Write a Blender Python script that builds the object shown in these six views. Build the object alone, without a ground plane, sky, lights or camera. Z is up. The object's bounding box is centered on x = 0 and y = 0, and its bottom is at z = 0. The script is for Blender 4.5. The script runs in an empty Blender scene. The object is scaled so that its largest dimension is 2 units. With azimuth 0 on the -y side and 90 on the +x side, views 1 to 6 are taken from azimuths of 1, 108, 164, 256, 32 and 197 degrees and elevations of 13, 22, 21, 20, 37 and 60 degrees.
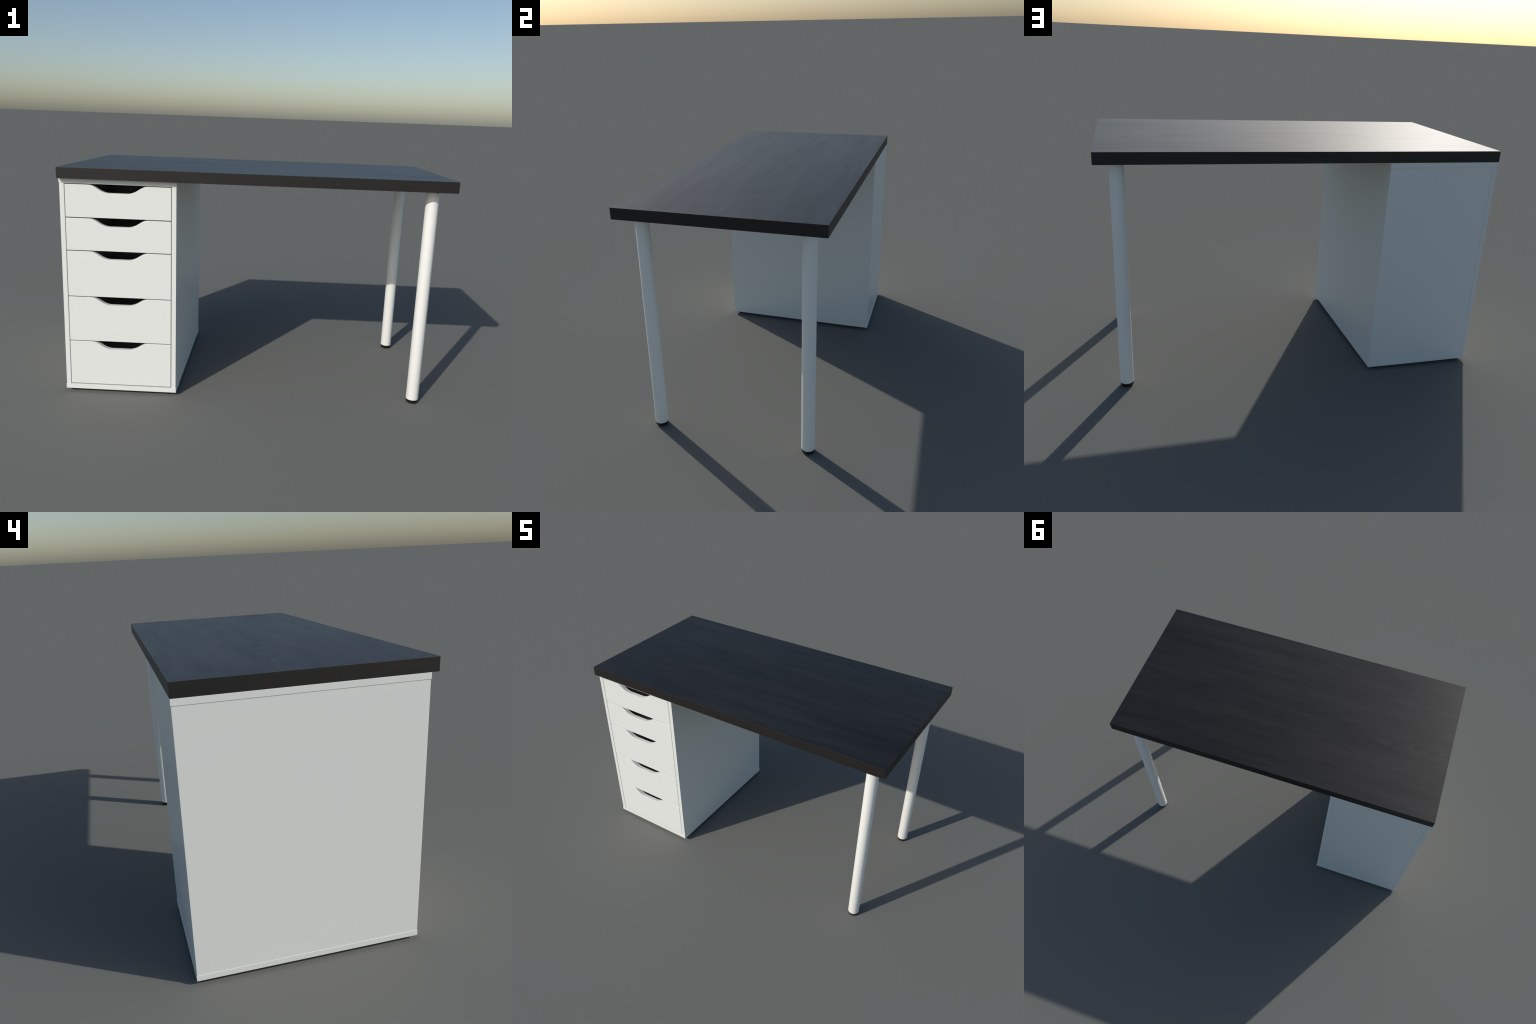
# Desk: dark wood-grain slab top carried by a white five-drawer cabinet on one
# side and two white tubular legs on the other.  Metres, z up.
import bpy, bmesh, math
from mathutils import Vector

# ------------------------------------------------------------------ sizes
TOP_X, TOP_Y = 1.0, 0.5            # half sizes of the slab
TOP_Z0, TOP_Z1 = 1.1670, 1.2233       # underside / upper face of the slab
CAB_X0, CAB_X1 = -0.9995, -0.3985     # cabinet boards (top and base)
CAB_Y0, CAB_Y1 = -0.4693, 0.4997
BASE_Z0, BASE_Z1 = 0.0168, 0.0425     # base board
LID_Z0, LID_Z1 = 1.1408, TOP_Z0 - 0.0004
INSET = 0.0017                        # side panels stand back from the boards
PANEL = 0.0238                        # board thickness of the sides
LEG_X, LEG_Y, LEG_R = 0.9, 0.4, 0.0333
CAP_H = 0.0194                        # black foot cap of the tube legs

# -------------------------------------------------------------- materials
def new_mat(name):
    m = bpy.data.materials.new(name)
    m.use_nodes = True
    nt = m.node_tree
    return m, nt, nt.nodes["Principled BSDF"]

def node(nt, kind, **kw):
    n = nt.nodes.new(kind)
    for k, v in kw.items():
        setattr(n, k, v)
    return n

def math_node(nt, op, a, b=None):
    n = node(nt, "ShaderNodeMath", operation=op)
    for i, v in enumerate((a, b)):
        if v is None:
            continue
        if isinstance(v, (int, float)):
            n.inputs[i].default_value = v
        else:
            nt.links.new(v, n.inputs[i])
    return n.outputs[0]

def mapped(nt, scale, loc=(0, 0, 0), rot=(0, 0, 0)):
    tc = node(nt, "ShaderNodeTexCoord")
    mp = node(nt, "ShaderNodeMapping")
    mp.inputs["Scale"].default_value = scale
    mp.inputs["Location"].default_value = loc
    mp.inputs["Rotation"].default_value = rot
    nt.links.new(tc.outputs["Object"], mp.inputs["Vector"])
    return mp.outputs["Vector"]

def noise(nt, vec, scale, detail=2.0, rough=0.5, dist=0.0):
    n = node(nt, "ShaderNodeTexNoise")
    n.inputs["Scale"].default_value = scale
    n.inputs["Detail"].default_value = detail
    n.inputs["Roughness"].default_value = rough
    n.inputs["Distortion"].default_value = dist
    nt.links.new(vec, n.inputs["Vector"])
    return n.outputs["Fac"]

def ramp(nt, fac, stops):
    r = node(nt, "ShaderNodeValToRGB")
    els = r.color_ramp.elements
    while len(els) < len(stops):
        els.new(0.5)
    for e, (p, c) in zip(els, stops):
        e.position = p
        e.color = (*c, 1.0)
    nt.links.new(fac, r.inputs["Fac"])
    return r.outputs["Color"]

def painted_board(name, col, rough):
    """White foil-covered board: almost uniform, the faintest unevenness."""
    m, nt, b = new_mat(name)
    f = noise(nt, mapped(nt, (1, 1, 1)), 5.0, 3.0)
    lo = tuple(c * 0.994 for c in col)
    nt.links.new(ramp(nt, f, [(0.35, lo), (0.65, col)]), b.inputs["Base Color"])
    b.inputs["Roughness"].default_value = rough
    return m

WOOD_DARK = (0.0054, 0.0056, 0.0057)
WOOD_MID = (0.0112, 0.0102, 0.0094)
WOOD_LIGHT = (0.0210, 0.0178, 0.0155)
FIGURE_Y = 0.06            # centre line of the cathedral figure
KNOTS = [(0.01, 0.39, 0.9), (0.57, 0.25, 0.7), (0.81, 0.28, 0.6), (0.11, -0.17, 0.6), (0.55, 0.04, 0.6)]

def gauss(nt, v, width):
    """exp(-(v/width)^2)"""
    q = math_node(nt, "MULTIPLY", v, 1.0 / width)
    return math_node(nt, "EXPONENT", math_node(nt, "MULTIPLY", math_node(nt, "MULTIPLY", q, q), -1.0))

def remap(nt, v, a, b, c=0.0, d=1.0, smooth=False):
    r = node(nt, "ShaderNodeMapRange")
    if smooth:
        r.interpolation_type = "SMOOTHSTEP"
    for k, val in zip(("From Min", "From Max", "To Min", "To Max"), (a, b, c, d)):
        r.inputs[k].default_value = val
    nt.links.new(v, r.inputs["Value"])
    return r.outputs["Result"]

def wood_grain():
    """Black-brown stained veneer: long streaks, slow contour bands, a cathedral
    figure that closes into arcs near the cabinet end, short dark flecks, knots."""
    m, nt, b = new_mat("black_brown_wood_grain")
    sep = node(nt, "ShaderNodeSeparateXYZ")
    nt.links.new(mapped(nt, (1, 1, 1)), sep.inputs["Vector"])
    px, py = sep.outputs["X"], sep.outputs["Y"]
    wob = noise(nt, mapped(nt, (2.2, 5.0, 1.0), loc=(5.0, 2.0, 0)), 1.0, 2.0)
    wob = math_node(nt, "SUBTRACT", wob, 0.5)
    # long streaks and slow contour bands, leaning 2 degrees off the long side
    lean = math.radians(2.0)
    streak = noise(nt, mapped(nt, (1.5, 17.0, 1.0), loc=(3.1, 1.7, 0), rot=(0, 0, lean)), 1.0, 4.0, 0.58, 0.5)
    broad = noise(nt, mapped(nt, (0.9, 4.2, 1.0), loc=(1.3, 4.7, 0), rot=(0, 0, lean)), 1.0, 2.0, 0.5, 0.4)
    field = noise(nt, mapped(nt, (0.8, 5.0, 1.0), loc=(0.4, 0.2, 0), rot=(0, 0, lean)), 1.0, 2.0, 0.45, 0.3)
    bands = math_node(nt, "SINE", math_node(nt, "MULTIPLY", field, 62.0))
    # cathedral arcs: contours of x + c*(y-y0)^2, tips towards +x
    dy = math_node(nt, "ADD", math_node(nt, "SUBTRACT", py, FIGURE_Y), math_node(nt, "MULTIPLY", wob, 0.09))
    arc = math_node(nt, "ADD", px, math_node(nt, "MULTIPLY", math_node(nt, "MULTIPLY", dy, dy), 60.0))
    arc = math_node(nt, "ADD", arc, math_node(nt, "MULTIPLY", wob, 0.34))
    arcs = math_node(nt, "SINE", math_node(nt, "MULTIPLY", arc, 58.0))
    arc_mask = math_node(nt, "MULTIPLY", gauss(nt, dy, 0.075), remap(nt, arc, -0.30, -0.62, smooth=True))
    arcs = math_node(nt, "MULTIPLY", arcs, arc_mask)
    # short dark flecks, gathered along the figure
    fleck = noise(nt, mapped(nt, (5.5, 24.0, 1.0), loc=(0.7, 9.1, 0), rot=(0, 0, lean)), 1.0, 3.0, 0.5, 0.9)
    fleck = remap(nt, fleck, 0.55, 0.72, smooth=True)
    fleck = math_node(nt, "MULTIPLY", fleck,
                      math_node(nt, "ADD", math_node(nt, "MULTIPLY", gauss(nt, dy, 0.13), 0.85), 0.28))
    for kx, ky, ks in KNOTS:
        k = math_node(nt, "MULTIPLY",
                      gauss(nt, math_node(nt, "SUBTRACT", px, kx), 0.035),
                      gauss(nt, math_node(nt, "SUBTRACT", math_node(nt, "ADD", py, math_node(nt, "MULTIPLY", wob, 0.03)), ky), 0.011))
        fleck = math_node(nt, "ADD", fleck, math_node(nt, "MULTIPLY", k, ks))
    fibre = noise(nt, mapped(nt, (7.0, 160.0, 1.0)), 1.0, 3.0, 0.6)
    f = math_node(nt, "ADD", math_node(nt, "MULTIPLY", streak, 0.47), math_node(nt, "MULTIPLY", broad, 0.40))
    f = math_node(nt, "ADD", f, math_node(nt, "MULTIPLY", fibre, 0.16))
    f = math_node(nt, "ADD", f, math_node(nt, "MULTIPLY", bands, 0.022))
    f = math_node(nt, "ADD", f, math_node(nt, "MULTIPLY", arcs, 0.065))
    f = math_node(nt, "SUBTRACT", f, math_node(nt, "MULTIPLY", fleck, 0.20))
    col = ramp(nt, f, [(0.33, WOOD_DARK), (0.52, WOOD_MID), (0.70, WOOD_LIGHT)])
    nt.links.new(col, b.inputs["Base Color"])
    nt.links.new(remap(nt, f, 0.35, 0.68, 0.405, 0.37), b.inputs["Roughness"])
    nt.links.new(remap(nt, f, 0.35, 0.68, 0.42, 0.54), b.inputs["Specular IOR Level"])
    bp = node(nt, "ShaderNodeBump")
    bp.inputs["Strength"].default_value = 0.05
    bp.inputs["Distance"].default_value = 0.001
    nt.links.new(fibre, bp.inputs["Height"])
    nt.links.new(bp.outputs["Normal"], b.inputs["Normal"])
    return m

def wood_edge():
    m, nt, b = new_mat("black_brown_edge_band")
    f = noise(nt, mapped(nt, (4.0, 4.0, 40.0)), 1.0, 2.0)
    nt.links.new(ramp(nt, f, [(0.3, (0.0115, 0.0100, 0.0088)), (0.7, (0.0140, 0.0121, 0.0105))]),
                 b.inputs["Base Color"])
    b.inputs["Roughness"].default_value = 0.48
    return m

def plain(name, col, rough):
    m, nt, b = new_mat(name)
    f = noise(nt, mapped(nt, (1, 1, 1)), 60.0, 2.0)
    lo = tuple(c * 0.9 for c in col)
    nt.links.new(ramp(nt, f, [(0.3, lo), (0.7, col)]), b.inputs["Base Color"])
    b.inputs["Roughness"].default_value = rough
    return m

MAT_WOOD = wood_grain()
MAT_EDGE = wood_edge()
MAT_WHITE = painted_board("white_foil_board", (0.835, 0.85, 0.808), 0.36)
MAT_LEG = painted_board("white_powder_coated_steel", (0.975, 0.97, 0.915), 0.60)
MAT_LEG.node_tree.nodes["Principled BSDF"].inputs["Specular IOR Level"].default_value = 1.0
MAT_PLASTIC = plain("black_plastic", (0.008, 0.008, 0.008), 0.45)
MAT_INSIDE = painted_board("white_drawer_tray", (0.80, 0.81, 0.77), 0.5)

# --------------------------------------------------------------- geometry
def obj_from_bm(name, bm, mats, parent=None, smooth=True):
    me = bpy.data.meshes.new(name)
    bmesh.ops.recalc_face_normals(bm, faces=bm.faces)
    bm.to_mesh(me)
    bm.free()
    for m in mats:
        me.materials.append(m)
    if smooth:
        for p in me.polygons:
            p.use_smooth = True
        me.set_sharp_from_angle(angle=math.radians(32))
    o = bpy.data.objects.new(name, me)
    bpy.context.scene.collection.objects.link(o)
    if parent is not None:
        o.parent = parent
    return o

def repeat(src, loc, parent=None, name=None):
    o = src.copy()                       # shares the mesh
    o.location = loc
    if parent is not None:
        o.parent = parent
    bpy.context.scene.collection.objects.link(o)
    return o

def add_box(bm, lo, hi):
    r = bmesh.ops.create_cube(bm, size=1.0)
    lo, hi = Vector(lo), Vector(hi)
    for v in r["verts"]:
        v.co = Vector((lo[i] + (v.co[i] + 0.5) * (hi[i] - lo[i]) for i in range(3)))
    return r["verts"]

def box(name, lo, hi, mat, parent, bevel=0.0009):
    """Chamfered board with its origin in its own middle."""
    bm = bmesh.new()
    c = (Vector(lo) + Vector(hi)) / 2
    add_box(bm, Vector(lo) - c, Vector(hi) - c)
    bmesh.ops.bevel(bm, geom=bm.edges[:], offset=bevel, segments=2, profile=0.5, affect="EDGES")
    o = obj_from_bm(name, bm, [mat], parent, smooth=False)
    o.location = c
    return o

def lathe(name, profile, mat, parent=None, steps=64):
    """Solid of revolution about z from (radius, z) pairs, bottom to top."""
    bm = bmesh.new()
    rings = []
    for r, z in profile:
        rings.append([bm.verts.new((r * math.cos(2 * math.pi * i / steps),
                                    r * math.sin(2 * math.pi * i / steps), z))
                      for i in range(steps)])
    for a, b in zip(rings, rings[1:]):
        for i in range(steps):
            j = (i + 1) % steps
            bm.faces.new((a[i], a[j], b[j], b[i]))
    bm.faces.new(rings[0][::-1])
    bm.faces.new(rings[-1])
    return obj_from_bm(name, bm, [mat], parent)

# ------------------------------------------------------------------- desk
desk = bpy.data.objects.new("desk", None)
desk.empty_display_size = 0.2
bpy.context.scene.collection.objects.link(desk)
desk["label"] = "dark wood-top desk with white drawer cabinet and tubular legs"
desk["category"] = "desk"

# slab top: grain on the broad faces, plain edge band round the sides
bm = bmesh.new()
zc = (TOP_Z0 + TOP_Z1) / 2
add_box(bm, (-TOP_X, -TOP_Y, TOP_Z0 - zc), (TOP_X, TOP_Y, TOP_Z1 - zc))
bmesh.ops.bevel(bm, geom=bm.edges[:], offset=0.0009, segments=2, profile=0.5, affect="EDGES")
bm.normal_update()
for f in bm.faces:
    f.material_index = 0 if abs(f.normal.z) > 0.9 else 1
tabletop = obj_from_bm("tabletop", bm, [MAT_WOOD, MAT_EDGE], desk, smooth=False)
tabletop.location = (0, 0, zc)

# ---- tube legs with a black rounded cap at the floor and a screw at the top
leg_h = TOP_Z0 - CAP_H - 0.0004
leg = lathe("leg", [(LEG_R - 0.0012, 0.0), (LEG_R - 0.0003, 0.0005), (LEG_R, 0.0016),
                    (LEG_R, leg_h)], MAT_LEG, desk, 96)
cap = lathe("foot_cap", [(0.0255, -CAP_H), (0.0285, -CAP_H + 0.0008), (0.0308, -CAP_H + 0.0030),
                         (0.0322, -CAP_H + 0.0068), (0.0326, -CAP_H + 0.0105),
                         (0.0327, -0.0002)], MAT_PLASTIC, leg, 64)
screw = lathe("set_screw", [(0.0036, -0.0012), (0.0036, 0.0007), (0.0028, 0.0011)],
              MAT_PLASTIC, leg, 20)
leg.location = (LEG_X, -LEG_Y, CAP_H)
a = math.radians(-65)
screw.location = (LEG_R * math.cos(a), LEG_R * math.sin(a), 1.1595 - CAP_H)
screw.rotation_euler = (0, math.radians(90), a)
leg2 = repeat(leg, (LEG_X, LEG_Y, CAP_H))
repeat(cap, (0, 0, 0), leg2)
s2 = repeat(screw, (0, LEG_R, 1.1595 - CAP_H), leg2)
s2.rotation_euler = (0, math.radians(90), math.radians(90))

# ---- cabinet carcass: two sides are one mesh, boards, back and feet its children
SX0, SX1 = CAB_X0 + INSET, CAB_X1 - INSET            # outer faces of the sides
SY0, SY1 = CAB_Y0 + INSET, CAB_Y1 - INSET
IX0, IX1 = SX0 + PANEL, SX1 - PANEL                  # inner faces
cx, cy = (CAB_X0 + CAB_X1) / 2, (CAB_Y0 + CAB_Y1) / 2
bm = bmesh.new()
for x0, x1 in ((SX0, IX0), (IX1, SX1)):
    add_box(bm, (x0 - cx, SY0 - cy, BASE_Z1 + 0.0003), (x1 - cx, SY1 - cy, LID_Z0 - 0.0003))
bmesh.ops.bevel(bm, geom=bm.edges[:], offset=0.0009, segments=2, profile=0.5, affect="EDGES")
cabinet = obj_from_bm("cabinet", bm, [MAT_WHITE], desk, smooth=False)
cabinet.location = (cx, cy, 0)

def in_cabinet(o):
    o.location = Vector(o.location) - Vector((cx, cy, 0))
    return o

in_cabinet(box("base_board", (CAB_X0, CAB_Y0, BASE_Z0), (CAB_X1, CAB_Y1, BASE_Z1), MAT_WHITE, cabinet))
in_cabinet(box("lid_board", (CAB_X0, CAB_Y0, LID_Z0), (CAB_X1, CAB_Y1, LID_Z1), MAT_WHITE, cabinet))
in_cabinet(box("back_panel", (IX0 + 0.0002, SY1 - 0.020, BASE_Z1 + 0.0002),
               (IX1 - 0.0002, SY1 - 0.0012, LID_Z0 - 0.0002), MAT_WHITE, cabinet))

foot = lathe("cabinet_foot", [(0.0190, 0.0), (0.0215, 0.0012), (0.0265, 0.0110),
                              (0.0265, BASE_Z0 - 0.0002)], MAT_PLASTIC, cabinet, 40)
FEET = [(sx * 0.2575, sy * 0.4450, 0.0) for sx in (-1, 1) for sy in (-1, 1)]
foot.location = FEET[0]
for p in FEET[1:]:
    repeat(foot, p)

# ---- drawers: two shallow above three deep, each front with a scooped grip
GAP, LID_GAP = 0.0050, 0.0047          # between drawers / under the lid
FRONT_T = 0.0255
FRONT_X0, FRONT_X1 = IX0 + 0.0036, IX1 - 0.0036
SCOOP = [(0.150, 0.0), (0.141, -0.0009), (0.132, -0.0034), (0.118, -0.0104), (0.101, -0.0213),
         (0.088, -0.0294), (0.070, -0.0368), (0.052, -0.0406)]       # half, from centre

def drawer(height):
    """Front with scooped top edge, origin at the top centre of its face."""
    w = (FRONT_X1 - FRONT_X0) / 2
    pts = [(-w, -height), (w, -height), (w, 0.0)]
    pts += [(x, z) for x, z in SCOOP]
    pts += [(-x, z) for x, z in reversed(SCOOP)]
    pts += [(-w, 0.0)]
    bm = bmesh.new()
    f = bm.faces.new([bm.verts.new((x, 0.0, z)) for x, z in pts])
    r = bmesh.ops.extrude_face_region(bm, geom=[f])
    for v in r["geom"]:
        if isinstance(v, bmesh.types.BMVert):
            v.co.y += FRONT_T
    bmesh.ops.recalc_face_normals(bm, faces=bm.faces)
    rim = [e for e in bm.edges if e.calc_face_angle(0) > math.radians(60)]
    bmesh.ops.bevel(bm, geom=rim, offset=0.0009, segments=1, profile=0.5, affect="EDGES")
    o = obj_from_bm("drawer", bm, [MAT_WHITE], desk)
    # tray behind the front: floor, two sides and a back
    bm = bmesh.new()
    t, d = 0.018, 0.86
    y0 = FRONT_T + 0.0004
    zt, zb = -0.056, -height + 0.012
    add_box(bm, (-w + 0.012, y0, zb), (w - 0.012, d, zb + 0.008))
    for s in (-1, 1):
        xa, xb = sorted((s * (w - 0.012), s * (w - 0.012 - t)))
        add_box(bm, (xa, y0, zb + 0.0082), (xb, d, zt))
    add_box(bm, (-w + 0.0122 + t, d - t, zb + 0.0082), (w - 0.0122 - t, d - 0.0004, zt))
    tray = obj_from_bm("drawer_tray", bm, [MAT_INSIDE], o, smooth=False)
    return o, tray

z = LID_Z0 - LID_GAP
xc = (FRONT_X0 + FRONT_X1) / 2
for h, n in ((0.1685, 2), (0.24347, 3)):
    first, tray = drawer(h)
    for i in range(n):
        if i == 0:
            first.location = (xc, SY0 + 0.0002, z)
        else:
            d = repeat(first, (xc, SY0 + 0.0002, z))
            repeat(tray, (0, 0, 0), d)
        z -= h + GAP
